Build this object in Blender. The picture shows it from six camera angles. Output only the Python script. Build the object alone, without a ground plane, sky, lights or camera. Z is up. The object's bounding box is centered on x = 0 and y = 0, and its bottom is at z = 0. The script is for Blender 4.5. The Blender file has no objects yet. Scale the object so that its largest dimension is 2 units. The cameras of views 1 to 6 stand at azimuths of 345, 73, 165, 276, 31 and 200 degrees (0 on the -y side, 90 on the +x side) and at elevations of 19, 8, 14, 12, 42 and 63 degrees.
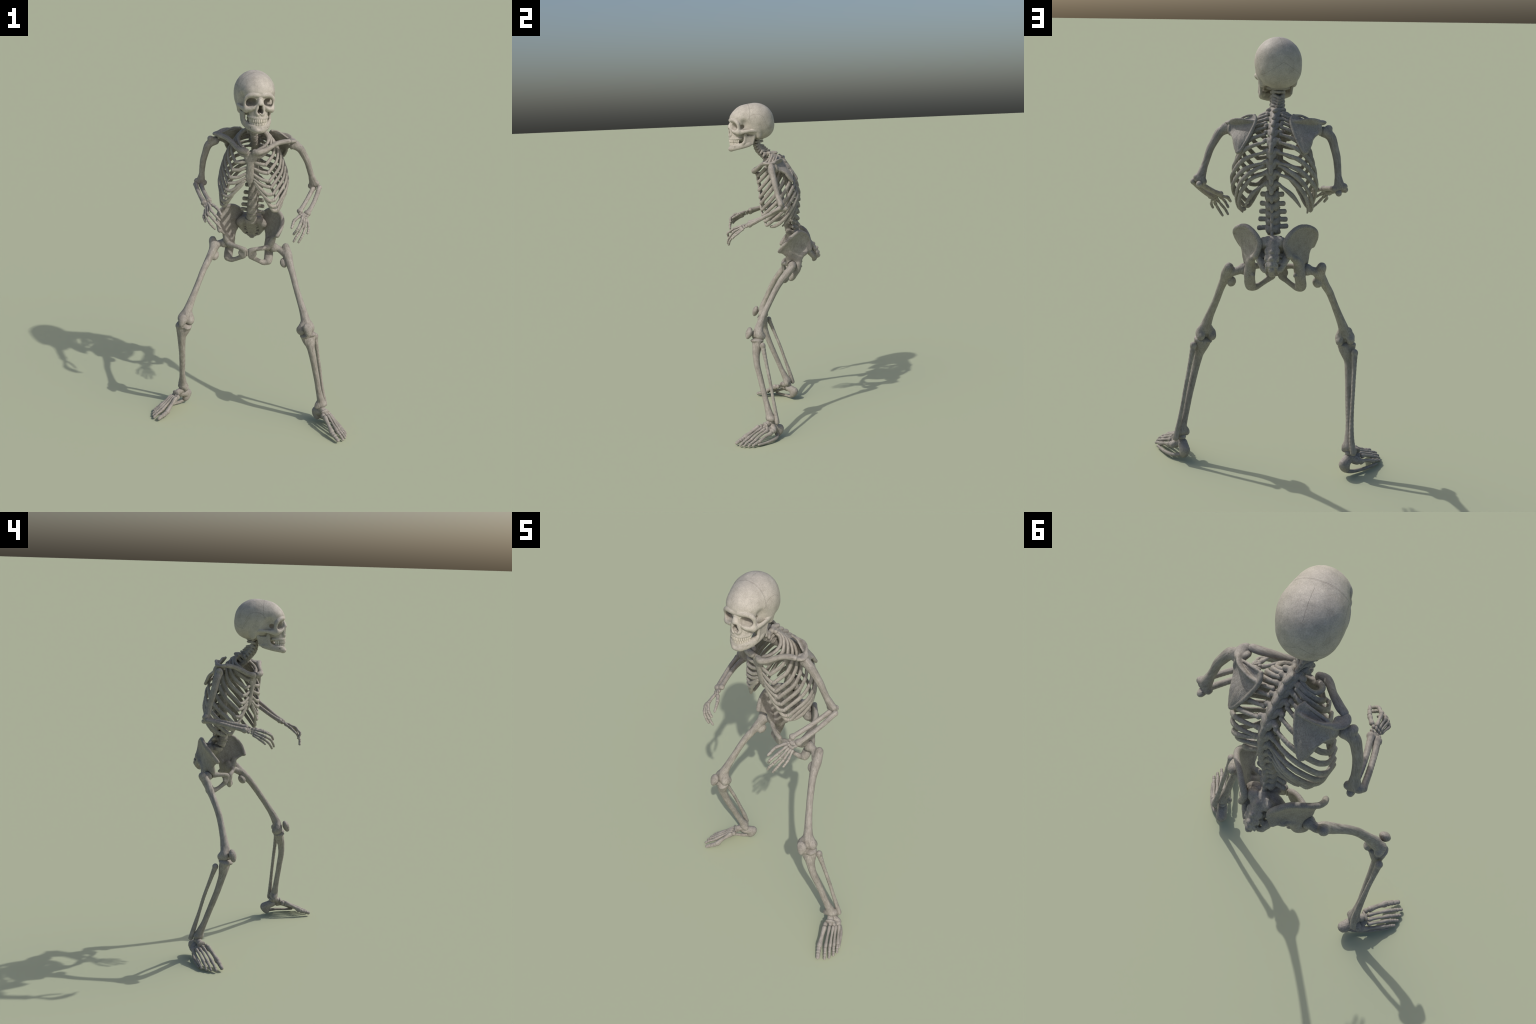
"""Human skeleton in a wide, crouching stance.
Every bone is described by a few tubes, ellipsoids and sheets (control points, radii) that are
blended into one implicit surface and polygonised (surface nets), then joined into a hierarchy."""
import bpy, math, numpy as np
from mathutils import Matrix

rng = np.random.RandomState(7)
V = lambda *a: np.array(a, float)
def unit(v):
    v = np.asarray(v, float); return v / (np.linalg.norm(v) + 1e-12)

# --------------------------------------------------------------------------- frames
class Frame:
    """x = to the figure's left, y = to its back, z = up, about an origin in world space."""
    def __init__(s, o, yaw=0., roll=0.):
        a, b = math.radians(yaw), math.radians(roll)
        X = V(math.cos(a)*math.cos(b), math.sin(a)*math.cos(b), math.sin(b))
        Y = unit(np.cross([0, 0, 1], X)); Z = np.cross(X, Y)
        s.o, s.R = V(*o), np.array([X, Y, Z])
    def p(s, *q): return s.o + s.R.T @ V(*q)
    def d(s, *q): return s.R.T @ V(*q)
PEL = Frame((.0272, .1916, 1.0), -20.15, -1.27)
THO = Frame((.0075, .0969, 1.4998), -22.37, -1.36)
SKU = Frame((-.0280, -.0501, 1.8500), -2.06, -.36)

# --------------------------------------------------------------------------- noise
def _hash(ix, iy, iz, seed):
    n = (ix*374761393 + iy*668265263 + iz*2147483647 + seed*1274126177) & 0xffffffff
    n = ((n ^ (n >> 13)) * 1274126177) & 0xffffffff
    return ((n ^ (n >> 16)) & 0xffff) / 32767.5 - 1.0
def vnoise(P, seed=0):
    i = np.floor(P).astype(np.int64); f = P - i; f = f*f*(3 - 2*f)
    out = 0
    for dx in (0, 1):
        for dy in (0, 1):
            for dz in (0, 1):
                w = (f[:, 0] if dx else 1-f[:, 0]) * (f[:, 1] if dy else 1-f[:, 1]) * (f[:, 2] if dz else 1-f[:, 2])
                out = out + w*_hash(i[:, 0]+dx, i[:, 1]+dy, i[:, 2]+dz, seed)
    return out

# --------------------------------------------------------------------------- splines
def spline(pts, n):
    """Catmull-Rom through the control points (any number of columns)."""
    P = np.asarray(pts, float)
    if len(P) == 2:
        t = np.linspace(0, 1, n+1)[:, None]; return P[0]*(1-t) + P[1]*t
    E = np.vstack([2*P[0]-P[1], P, 2*P[-1]-P[-2]]); out = []
    for i in range(len(P)-1):
        a, b, c, d = E[i:i+4]; t = np.linspace(0, 1, n, endpoint=False)[:, None]
        out.append(.5*((2*b)+(-a+c)*t+(2*a-5*b+4*c-d)*t*t+(-a+3*b-3*c+d)*t**3))
    return np.vstack(out + [P[-1:]])

# --------------------------------------------------------------------------- implicit bone
OBJ = []
class Bone:
    def __init__(s, name, a, b, hint=(0, -1, 0), h=.002):
        """local z runs from a to b, so the grain of the material follows the bone"""
        s.name, s.h = name, h
        z = unit(V(*b)-V(*a)); hint = V(*hint)
        x = hint-(hint@z)*z
        if np.linalg.norm(x) < 1e-3: x = np.cross(z, [1, 0, 0])
        x = unit(x); y = np.cross(z, x)
        s.o, s.R = V(*a), np.array([x, y, z]); s.ops = []
    def _l(s, p): return (np.atleast_2d(p)-s.o) @ s.R.T
    def tube(s, pts, r, k=.004, flat=None, n=5, sub=False):
        r = [q if isinstance(q, tuple) else (q, q) for q in (r if isinstance(r, (list, tuple)) and not isinstance(r, tuple) else [r]*len(pts))]
        D = spline(np.hstack([s._l(np.array(pts, float)), np.array(r, float)]), n)
        fl = None if flat is None else s.R @ unit(flat)
        s.ops.append(('t', D[:, :3], np.maximum(D[:, 3:], 2e-4), fl, k, sub)); return s
    def ell(s, c, r, axes=None, k=.006, sub=False):
        A = np.eye(3) if axes is None else np.array([unit(a) for a in axes])
        r = V(*r) if np.ndim(r) else V(r, r, r)
        s.ops.append(('e', s._l(c)[0], r, A @ s.R.T, k, sub)); return s
    def sheet(s, grid, rad, k=.003):
        G = s._l(np.asarray(grid, float).reshape(-1, 3)); s.ops.append(('s', G, np.asarray(rad, float).ravel(), None, k, False)); return s
    def drum(s, c, axes, rx, ry, hh, waist=.1, edge=.003, k=.003):
        s.ops.append(('d', s._l(c)[0], V(rx, ry, hh), np.array([unit(a) for a in axes]) @ s.R.T, k, False, waist, edge)); return s
    def mesh(s, smooth=2, rough=.00035, stretch=1., freq=140., seed=0):
        h = s.h; lo = np.full(3, 9.); hi = -lo
        for o in s.ops:
            if o[5]: continue
            if o[0] == 't': m = o[2].max(1)[:, None]; lo = np.minimum(lo, (o[1]-m).min(0)); hi = np.maximum(hi, (o[1]+m).max(0))
            elif o[0] in 'ed': m = o[2].max()*1.2; lo = np.minimum(lo, o[1]-m); hi = np.maximum(hi, o[1]+m)
            else: m = o[2][:, None]; lo = np.minimum(lo, (o[1]-m).min(0)); hi = np.maximum(hi, (o[1]+m).max(0))
        lo -= 4*h; hi += 4*h
        N = np.ceil((hi-lo)/h).astype(int)+1
        ax = [(lo[i]+h*np.arange(N[i])).astype(np.float32) for i in range(3)]
        F = np.full(N, .05, np.float32)
        def block(c0, c1, m):
            sl = []
            for i in range(3):
                a = max(0, int((c0[i]-m-lo[i])/h)-1); b = min(N[i], int((c1[i]+m-lo[i])/h)+3)
                if b <= a: return None, None
                sl.append(slice(a, b))
            X = ax[0][sl[0]][:, None, None]; Y = ax[1][sl[1]][None, :, None]; Z = ax[2][sl[2]][None, None, :]
            return tuple(sl), (X, Y, Z)
        def comb(sl, g, k, sub):
            f = F[sl]
            if sub: f = -f
            q = np.maximum(k-np.abs(f-g), 0); r = np.minimum(f, g)-q*q/(4*k)
            if sub:
                q = np.maximum(k-np.abs(-f+g), 0)
                r = -(np.maximum(-F[sl], g)) if False else None
                a = F[sl]; b = -g; q = np.maximum(k-np.abs(a-b), 0); F[sl] = np.maximum(a, b)+q*q/(4*k)
            else: F[sl] = r
        for op in s.ops:
            typ, c, r, A, k, sub = op[:6]
            m = k+2.5*h
            if typ == 't':
                for i in range(len(c)-1):
                    p0, p1 = c[i], c[i+1]; L = np.linalg.norm(p1-p0)
                    if L < 1e-7: continue
                    u = (p1-p0)/L; rm = max(r[i].max(), r[i+1].max())
                    sl, X = block(np.minimum(p0, p1)-rm, np.maximum(p0, p1)+rm, m)
                    if sl is None: continue
                    dx, dy, dz = X[0]-p0[0], X[1]-p0[1], X[2]-p0[2]
                    t = np.clip((dx*u[0]+dy*u[1]+dz*u[2])/L, 0, 1)
                    qx, qy, qz = dx-t*(L*u[0]), dy-t*(L*u[1]), dz-t*(L*u[2])
                    a = r[i, 0]+(r[i+1, 0]-r[i, 0])*t
                    if A is None or (abs(r[:, 0]-r[:, 1]).max() < 1e-6):
                        g = np.sqrt(qx*qx+qy*qy+qz*qz)-a
                    else:
                        b = r[i, 1]+(r[i+1, 1]-r[i, 1])*t
                        ea = unit(A-(A@u)*u); eb = np.cross(u, ea)
                        qa = qx*ea[0]+qy*ea[1]+qz*ea[2]; qb = qx*eb[0]+qy*eb[1]+qz*eb[2]; qu = qx*u[0]+qy*u[1]+qz*u[2]
                        mn = np.minimum(a, b)
                        k0 = np.sqrt((qa/a)**2+(qb/b)**2+(qu/mn)**2); k1 = np.sqrt((qa/a**2)**2+(qb/b**2)**2+(qu/mn**2)**2)+1e-6
                        g = np.where(k0 < .3, -.7*mn, k0*(k0-1)/k1)
                    comb(sl, g.astype(np.float32), k if i == 0 or i == len(c)-2 else max(k, 1e-4), sub)
            elif typ == 'd':
                e = np.sqrt(((A.T*r)**2).sum(1)); sl, X = block(c-e, c+e, m)
                dx, dy, dz = X[0]-c[0], X[1]-c[1], X[2]-c[2]
                x, y, z = [dx*A[j, 0]+dy*A[j, 1]+dz*A[j, 2] for j in range(3)]
                sc = 1-op[6]*(1-np.minimum(1, (z/r[2])**2)); ed = op[7]
                gl = (np.sqrt((x/r[0])**2+(y/r[1])**2)/sc-1)*min(r[0], r[1])+ed; gz = np.abs(z)-r[2]+ed
                g = np.sqrt(np.maximum(gl, 0)**2+np.maximum(gz, 0)**2)+np.minimum(np.maximum(gl, gz), 0)-ed
                comb(sl, g.astype(np.float32), k, sub)
            elif typ == 'e':
                e = np.sqrt(((A.T*r)**2).sum(1)); sl, X = block(c-e, c+e, m)
                if sl is None: continue
                dx, dy, dz = X[0]-c[0], X[1]-c[1], X[2]-c[2]
                k0 = 0; k1 = 0
                for j in range(3):
                    q = dx*A[j, 0]+dy*A[j, 1]+dz*A[j, 2]; k0 = k0+(q/r[j])**2; k1 = k1+(q/r[j]**2)**2
                k0 = np.sqrt(k0); k1 = np.sqrt(k1)+1e-6
                comb(sl, np.where(k0 < .2, -.8*r.min(), k0*(k0-1)/k1).astype(np.float32), k, sub)
            else:
                for p, q in zip(c, r):
                    sl, X = block(p-q, p+q, m)
                    if sl is None: continue
                    g = np.sqrt((X[0]-p[0])**2+(X[1]-p[1])**2+(X[2]-p[2])**2)-np.float32(q)
                    F[sl] = np.minimum(F[sl], g) if k < 1e-3 else F[sl]
                    if k >= 1e-3: comb(sl, g, k, False)
        Vt, Q = nets(F, lo, h)
        if smooth: Vt = relax(Vt, Q, smooth)
        if rough:
            n = vnormals(Vt, Q); S = V(freq, freq, freq/stretch)
            Vt = Vt+n*(rough*(vnoise(Vt*S+seed, seed)+.5*vnoise(Vt*S*2.3+7, seed+3)))[:, None]
        return Vt, Q
    def build(s, mat, parent, smooth=2, rough=.00035, stretch=1., freq=140., seed=0):
        Vt, Q = s.mesh(smooth, rough, stretch, freq, seed)
        me = bpy.data.meshes.new(s.name); me.from_pydata([], [], [])
        me.vertices.add(len(Vt)); me.vertices.foreach_set('co', Vt.astype(np.float32).ravel())
        me.loops.add(Q.size); me.loops.foreach_set('vertex_index', Q.astype(np.int32).ravel())
        me.polygons.add(len(Q)); me.polygons.foreach_set('loop_start', np.arange(0, Q.size, 4, dtype=np.int32))
        me.polygons.foreach_set('use_smooth', np.ones(len(Q), bool))
        me.update(calc_edges=True); me.validate()
        me.materials.append(mat)
        M = np.eye(4); M[:3, :3] = s.R.T; M[:3, 3] = s.o
        return place(s.name, me, Matrix(M.tolist()), parent)
def place(name, me, M, parent):
    ob = bpy.data.objects.new(name, me); bpy.context.scene.collection.objects.link(ob)
    ob.parent = parent
    if parent is not None: ob.matrix_parent_inverse = WORLD[parent.name].inverted()
    ob.matrix_basis = M; WORLD[ob.name] = M; OBJ.append(ob)
    return ob
WORLD = {}
def nets(F, lo, h):
    S = F < 0; nx, ny, nz = F.shape
    cnt = np.zeros((nx-1, ny-1, nz-1), np.int8)
    cor = [(a, b, c) for a in (0, 1) for b in (0, 1) for c in (0, 1)]
    for a, b, c in cor: cnt += S[a:nx-1+a, b:ny-1+b, c:nz-1+c]
    I = np.argwhere((cnt > 0) & (cnt < 8)); idx = np.full(cnt.shape, -1, np.int32); idx[tuple(I.T)] = np.arange(len(I))
    val = {q: F[I[:, 0]+q[0], I[:, 1]+q[1], I[:, 2]+q[2]] for q in cor}
    acc = np.zeros((len(I), 3)); num = np.zeros(len(I))
    for p in cor:
        for d in range(3):
            if p[d]: continue
            q = list(p); q[d] = 1; q = tuple(q); a, b = val[p], val[q]; m = (a < 0) != (b < 0)
            t = np.where(m, a/np.where(m, a-b, 1), 0); P = np.zeros((len(I), 3)); P[:] = p; P[:, d] += t
            acc += P*m[:, None]; num += m
    Vt = lo+h*(I+acc/num[:, None]); Q = []
    for d in range(3):
        sl0 = [slice(1, n-1) for n in F.shape]; sl1 = list(sl0); sl0[d] = slice(0, F.shape[d]-1); sl1[d] = slice(1, F.shape[d])
        A, B = S[tuple(sl0)], S[tuple(sl1)]; E = np.argwhere(A != B); E2 = E.copy()
        for j in range(3):
            if j != d: E2[:, j] += 1
        u, v = (d+1) % 3, (d+2) % 3; c = []
        for du, dv in ((0, 0), (-1, 0), (-1, -1), (0, -1)):
            T = E2.copy(); T[:, u] += du; T[:, v] += dv; c.append(idx[tuple(T.T)])
        q = np.array(c).T; inside = A[tuple(E.T)]; q[~inside] = q[~inside][:, ::-1]; Q.append(q)
    return Vt, np.vstack(Q)
def relax(Vt, Q, it):
    e = np.vstack([Q[:, [0, 1]], Q[:, [1, 2]], Q[:, [2, 3]], Q[:, [3, 0]]]); n = len(Vt)
    deg = np.bincount(e.ravel(), minlength=n).astype(float)
    def lap(X):
        return np.stack([np.bincount(e[:, 0], X[e[:, 1], j], n)+np.bincount(e[:, 1], X[e[:, 0], j], n) for j in range(3)], 1)/deg[:, None]-X
    for _ in range(it):
        Vt = Vt+.55*lap(Vt); Vt = Vt-.5*lap(Vt)
    return Vt
def vnormals(Vt, Q):
    n = np.cross(Vt[Q[:, 2]]-Vt[Q[:, 0]], Vt[Q[:, 3]]-Vt[Q[:, 1]]); o = np.zeros_like(Vt)
    for j in range(3):
        for c in range(4): o[:, j] += np.bincount(Q[:, c], n[:, j], len(Vt))
    return o/(np.linalg.norm(o, axis=1)[:, None]+1e-12)

# --------------------------------------------------------------------------- materials
def nd(nt, t, **kw):
    n = nt.nodes.new(t)
    for k, v in kw.items():
        if k in n.inputs: n.inputs[k].default_value = v
        else: setattr(n, k, v)
    return n
def bone_material(name, base, dark, light, grain=(1, 1, 1), crack=.5, bump=.25, extra=None):
    m = bpy.data.materials.new(name); m.use_nodes = True; nt = m.node_tree; nt.nodes.clear(); L = nt.links.new
    out = nd(nt, 'ShaderNodeOutputMaterial'); bs = nd(nt, 'ShaderNodeBsdfPrincipled'); L(bs.outputs[0], out.inputs[0])
    tc = nd(nt, 'ShaderNodeTexCoord'); mp = nd(nt, 'ShaderNodeMapping'); L(tc.outputs['Object'], mp.inputs[0]); mp.inputs['Scale'].default_value = grain
    n1 = nd(nt, 'ShaderNodeTexNoise', Scale=28., Detail=5., Roughness=.6); L(tc.outputs['Object'], n1.inputs['Vector'])
    n2 = nd(nt, 'ShaderNodeTexNoise', Scale=260., Detail=4., Roughness=.7); L(mp.outputs[0], n2.inputs['Vector'])
    n3 = nd(nt, 'ShaderNodeTexNoise', Scale=900., Detail=2., Roughness=.6); L(tc.outputs['Object'], n3.inputs['Vector'])
    r1 = nd(nt, 'ShaderNodeValToRGB'); e = r1.color_ramp.elements
    e[0].position, e[0].color = .30, (*dark, 1); e[1].position, e[1].color = .72, (*light, 1)
    x = e.new(.52); x.color = (*base, 1)
    add = nd(nt, 'ShaderNodeMath', operation='MULTIPLY_ADD'); add.inputs[1].default_value = .55
    L(n2.outputs[0], add.inputs[0]); sc = nd(nt, 'ShaderNodeMath', operation='MULTIPLY'); sc.inputs[1].default_value = .45
    L(n1.outputs[0], sc.inputs[0]); L(sc.outputs[0], add.inputs[2]); L(add.outputs[0], r1.inputs[0])
    # thin weathering cracks: zero lines of a stretched noise, broken up by a second one
    n4 = nd(nt, 'ShaderNodeTexNoise', Scale=70., Detail=3., Roughness=.55); L(mp.outputs[0], n4.inputs['Vector'])
    s4 = nd(nt, 'ShaderNodeMath', operation='SUBTRACT'); s4.inputs[1].default_value = .5; L(n4.outputs[0], s4.inputs[0])
    a4 = nd(nt, 'ShaderNodeMath', operation='ABSOLUTE'); L(s4.outputs[0], a4.inputs[0])
    c4 = nd(nt, 'ShaderNodeMapRange'); L(a4.outputs[0], c4.inputs[0])
    for i, v in zip((1, 2, 3, 4), (.0, .011, 1., 0.)): c4.inputs[i].default_value = v
    g4 = nd(nt, 'ShaderNodeMapRange'); L(n1.outputs[0], g4.inputs[0])
    for i, v in zip((1, 2, 3, 4), (.48, .62, 0., crack)): g4.inputs[i].default_value = v
    mk = nd(nt, 'ShaderNodeMath', operation='MULTIPLY'); L(c4.outputs[0], mk.inputs[0]); L(g4.outputs[0], mk.inputs[1])
    mask = mk.outputs[0]
    if extra:
        ex = extra(nt, tc); mx = nd(nt, 'ShaderNodeMath', operation='MAXIMUM'); L(mask, mx.inputs[0]); L(ex, mx.inputs[1]); mask = mx.outputs[0]
    mix = nd(nt, 'ShaderNodeMix', data_type='RGBA'); L(mask, mix.inputs['Factor']); L(r1.outputs[0], mix.inputs[6])
    mix.inputs[7].default_value = (*(V(*dark)*.33), 1)
    oi = nd(nt, 'ShaderNodeObjectInfo'); vr = nd(nt, 'ShaderNodeMapRange'); L(oi.outputs['Random'], vr.inputs[0]); vr.inputs[3].default_value = .93; vr.inputs[4].default_value = 1.06
    hs = nd(nt, 'ShaderNodeHueSaturation'); L(mix.outputs[2], hs.inputs['Color']); L(vr.outputs[0], hs.inputs['Value'])
    L(hs.outputs[0], bs.inputs['Base Color']); bs.inputs['Roughness'].default_value = .62
    bs.inputs['Specular IOR Level'].default_value = .35
    hb = nd(nt, 'ShaderNodeMath', operation='MULTIPLY_ADD'); L(n3.outputs[0], hb.inputs[0]); hb.inputs[1].default_value = .6; L(n2.outputs[0], hb.inputs[2])
    hc = nd(nt, 'ShaderNodeMath', operation='MULTIPLY_ADD'); L(mask, hc.inputs[0]); hc.inputs[1].default_value = -1.2; L(hb.outputs[0], hc.inputs[2])
    bp = nd(nt, 'ShaderNodeBump', Strength=bump, Distance=.002); L(hc.outputs[0], bp.inputs['Height']); L(bp.outputs[0], bs.inputs['Normal'])
    return m
def sutures(nt, tc):
    """dark seams between the plates of the cranium, as distances to planes and arcs in head coordinates"""
    L = nt.links.new; sx = nd(nt, 'ShaderNodeSeparateXYZ')
    wn = nd(nt, 'ShaderNodeTexNoise', Scale=60., Detail=3.); L(tc.outputs['Object'], wn.inputs['Vector'])
    ws = nd(nt, 'ShaderNodeVectorMath', operation='MULTIPLY_ADD'); L(wn.outputs['Color'], ws.inputs[0]); ws.inputs[1].default_value = (.005,)*3; L(tc.outputs['Object'], ws.inputs[2])
    wo = nd(nt, 'ShaderNodeVectorMath', operation='SUBTRACT'); L(ws.outputs[0], wo.inputs[0]); wo.inputs[1].default_value = (.0025,)*3
    L(wo.outputs[0], sx.inputs[0]); X, Y, Z = sx.outputs
    def M(op, a, b=None, c=None):
        n = nd(nt, 'ShaderNodeMath', operation=op)
        for i, v in enumerate((a, b, c)):
            if v is None: continue
            if isinstance(v, (int, float)): n.inputs[i].default_value = v
            else: L(v, n.inputs[i])
        return n.outputs[0]
    def line(d, w): return M('SUBTRACT', 1, M('MINIMUM', M('DIVIDE', M('ABSOLUTE', d), w), 1))
    def gt(a, t): return M('GREATER_THAN', a, t)
    def lt(a, t): return M('LESS_THAN', a, t)
    AX = M('ABSOLUTE', X)
    # coronal: y = f(z)
    cor = M('MULTIPLY', line(M('SUBTRACT', Y, M('MULTIPLY_ADD', Z, .12, -.020)), .0011), gt(Z, .045))
    cor2 = M('MULTIPLY', line(M('SUBTRACT', Y, M('MULTIPLY_ADD', Z, .12, -.0165)), .0008), gt(Z, .09))
    sag = M('MULTIPLY', M('MULTIPLY', line(X, .0010), gt(Y, .03)), M('MULTIPLY', lt(Y, .128), gt(Z, .05)))
    lam = M('MULTIPLY', line(M('SUBTRACT', Z, M('MULTIPLY_ADD', AX, -.64, .048)), .0009), M('MULTIPLY', gt(Y, .098), gt(Z, -.012)))
    r = M('SQRT', M('ADD', M('POWER', M('SUBTRACT', Y, .030), 2), M('POWER', M('SUBTRACT', Z, .025), 2)))
    squ = M('MULTIPLY', M('MULTIPLY', line(M('SUBTRACT', r, .057), .0010), gt(Z, .045)), gt(AX, .05))
    tail = M('MULTIPLY', M('MULTIPLY', line(M('SUBTRACT', Z, M('MULTIPLY_ADD', Y, -1.42, .144)), .0012), M('MULTIPLY', lt(Z, .052), gt(Z, -.008))), gt(AX, .05))
    nas = M('MULTIPLY', line(M('SUBTRACT', Z, M('MULTIPLY_ADD', AX, -.5, .036)), .0009), M('MULTIPLY', lt(AX, .016), lt(Y, -.095)))
    mx = cor
    for q in (sag, lam, squ, tail, nas, cor2): mx = M('MAXIMUM', mx, q)
    return M('MULTIPLY', mx, .75)

BASE, DARK, LIGHT = (.325, .302, .268), (.165, .150, .131), (.450, .420, .374)
M_LONG = bone_material('long_bone', BASE, DARK, LIGHT, (1, 1, .12), .85, .30)
M_BONE = bone_material('bone', BASE, DARK, LIGHT, (1, 1, .6), .7, .32)
M_SKULL = bone_material('skull_bone', (.43, .40, .35), (.275, .252, .215), (.57, .535, .47), (1, 1, 1), .45, .22, sutures)
M_JAW = bone_material('jaw_bone', (.43, .40, .35), (.275, .252, .215), (.57, .535, .47), (1, 1, 1), .5, .22)
M_TOOTH = bone_material('tooth_enamel', (.56, .52, .45), (.42, .38, .32), (.66, .62, .54), (1, 1, .4), .2, .08)
M_CART = bone_material('costal_cartilage', (.37, .345, .30), (.21, .19, .162), (.48, .45, .395), (1, 1, .3), .5, .25)

# --------------------------------------------------------------------------- the figure
root = bpy.data.objects.new('human_skeleton', None); bpy.context.scene.collection.objects.link(root)
root['label'] = 'weathered human skeleton in a wide crouching stance'; root['category'] = 'skeleton'
WORLD[root.name] = Matrix.Identity(4)
both = ((1, 'L'), (-1, 'R'))

# ---- skull ---------------------------------------------------------------------------------
def skull():
    P = SKU.p; ax = SKU.R
    b = Bone('skull', P(0, 0, 0), P(0, 0, .1), SKU.d(1, 0, 0), .0017)
    b.R = SKU.R.copy()
    E = lambda c, r, k=.012, sub=False, axes=None: b.ell(P(*c), r, ax if axes is None else axes, k, sub)
    T = lambda pts, r, k=.006, flat=None, sub=False, n=5: b.tube([P(*q) for q in pts], r, k, None if flat is None else SKU.d(*flat), n, sub)
    E((0, .045, .043), (.1045, .118, .1085), .01)
    E((0, -.026, .046), (.079, .079, .0905), .03)
    E((0, .084, 0), (.086, .074, .067), .03)
    E((0, .02, -.028), (.070, .075, .036), .02)
    E((0, -.030, -.010), (.050, .050, .050), .02)
    for s in (1, -1):
        E((s*.072, .047, -.040), (.015, .019, .027), .012)                       # mastoid
        E((s*.066, .030, -.010), (.026, .04, .030), .02)
    E((0, -.060, .062), (.064, .0465, .030), .03)
    E((0, -.060, .006), (.0745, .047, .050), .014)                               # face block
    E((0, -.073, -.046), (.047, .045, .034), .016)                               # upper jaw
    for s in (1, -1):
        E((s*.105, -.046, .008), (.041, .033, .050), .014, True)                 # temporal hollow
        E((s*.078, -.050, -.064), (.030, .050, .0315), .010, True)               # hollow under the cheek
        T([(0, -.1015, .047), (s*.022, -.1045, .050), (s*.046, -.0985, .048), (s*.064, -.086, .037), (s*.0705, -.079, .022)], [.0066, .0062, .0056, .0053, .0052], .010)
        T([(s*.0705, -.079, .024), (s*.0695, -.0755, .004), (s*.066, -.079, -.014), (s*.062, -.081, -.026)], [.0056, .0056, .0075, .010], .008)
        T([(s*.066, -.080, -.020), (s*.050, -.093, -.021), (s*.034, -.102, -.015), (s*.021, -.106, .002)], [.0085, .0068, .0058, .005], .010)
        E((s*.064, -.076, -.030), (.012, .013, .012), .012)
        E((s*.071, -.063, -.023), (.009, .018, .0125), .010)
        T([(s*.066, -.074, -.026), (s*.080, -.052, -.023), (s*.088, -.022, -.019), (s*.089, .008, -.019), (s*.080, .032, -.019)], [(.0110, .006), (.0085, .0045), (.0068, .0042), (.0075, .0048), (.010, .009)], .006, (0, 0, 1))
        E((s*.034, -.119, -.038), (.010, .011, .013), .010, True)                # hollow beside the nose
        E((s*.028, -.034, -.050), (.018, .020, .032), .010)
    # nasal bridge
    T([(0, -.101, .036), (0, -.1105, .020), (0, -.1215, .006)], [(.0095, .008), (.010, .008), (.0095, .005)], .008, (1, 0, 0))
    for s in (1, -1): T([(s*.009, -.113, .010), (s*.0145, -.113, -.012), (s*.017, -.111, -.034), (s*.010, -.115, -.046)], [.005, .0048, .005, .006], .008)
    # orbits
    for s in (1, -1):
        d = [SKU.d(1, 0, 0), SKU.d(-s*.33, .95, 0), SKU.d(0, 0, 1)]
        E((s*.043, -.082, .0125), (.0245, .056, .0210), .004, True, d)
        E((s*.034, -.088, .016), (.0160, .048, .0175), .004, True, d)
        E((s*.053, -.086, .0050), (.0150, .048, .0165), .004, True, d)
    # nasal aperture
    for s in (1, -1):
        E((s*.0068, -.105, -.029), (.0078, .045, .0120), .003, True)
        E((s*.0040, -.105, -.012), (.0050, .045, .0140), .003, True)
    T([(0, -.114, -.043), (0, -.122, -.039)], [.004, .002], .004)
    # tooth-bearing ridge and root bulges
    arch = lambda x, z, f=1.: (x, -.1135+.060*(1-math.sqrt(max(0, 1-(abs(x)/.0475)**2)))*f, z)
    T([(-.046, -.055, -.062)]+[arch(x, -.064) for x in (-.042, -.032, -.018, 0, .018, .032, .042)]+[(.046, -.055, -.062)], (.0062), .006)
    for i in range(-7, 8):
        x = .0405*math.sin(i/7.6*1.5); p = arch(x, 0)
        T([(p[0], p[1]-.003, -.048), (p[0], p[1]-.0050, -.067)], [.002, .0038], .004)
    return b.build(M_SKULL, root, 2, .0003, 1, 90, 1)
sk = skull()

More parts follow.
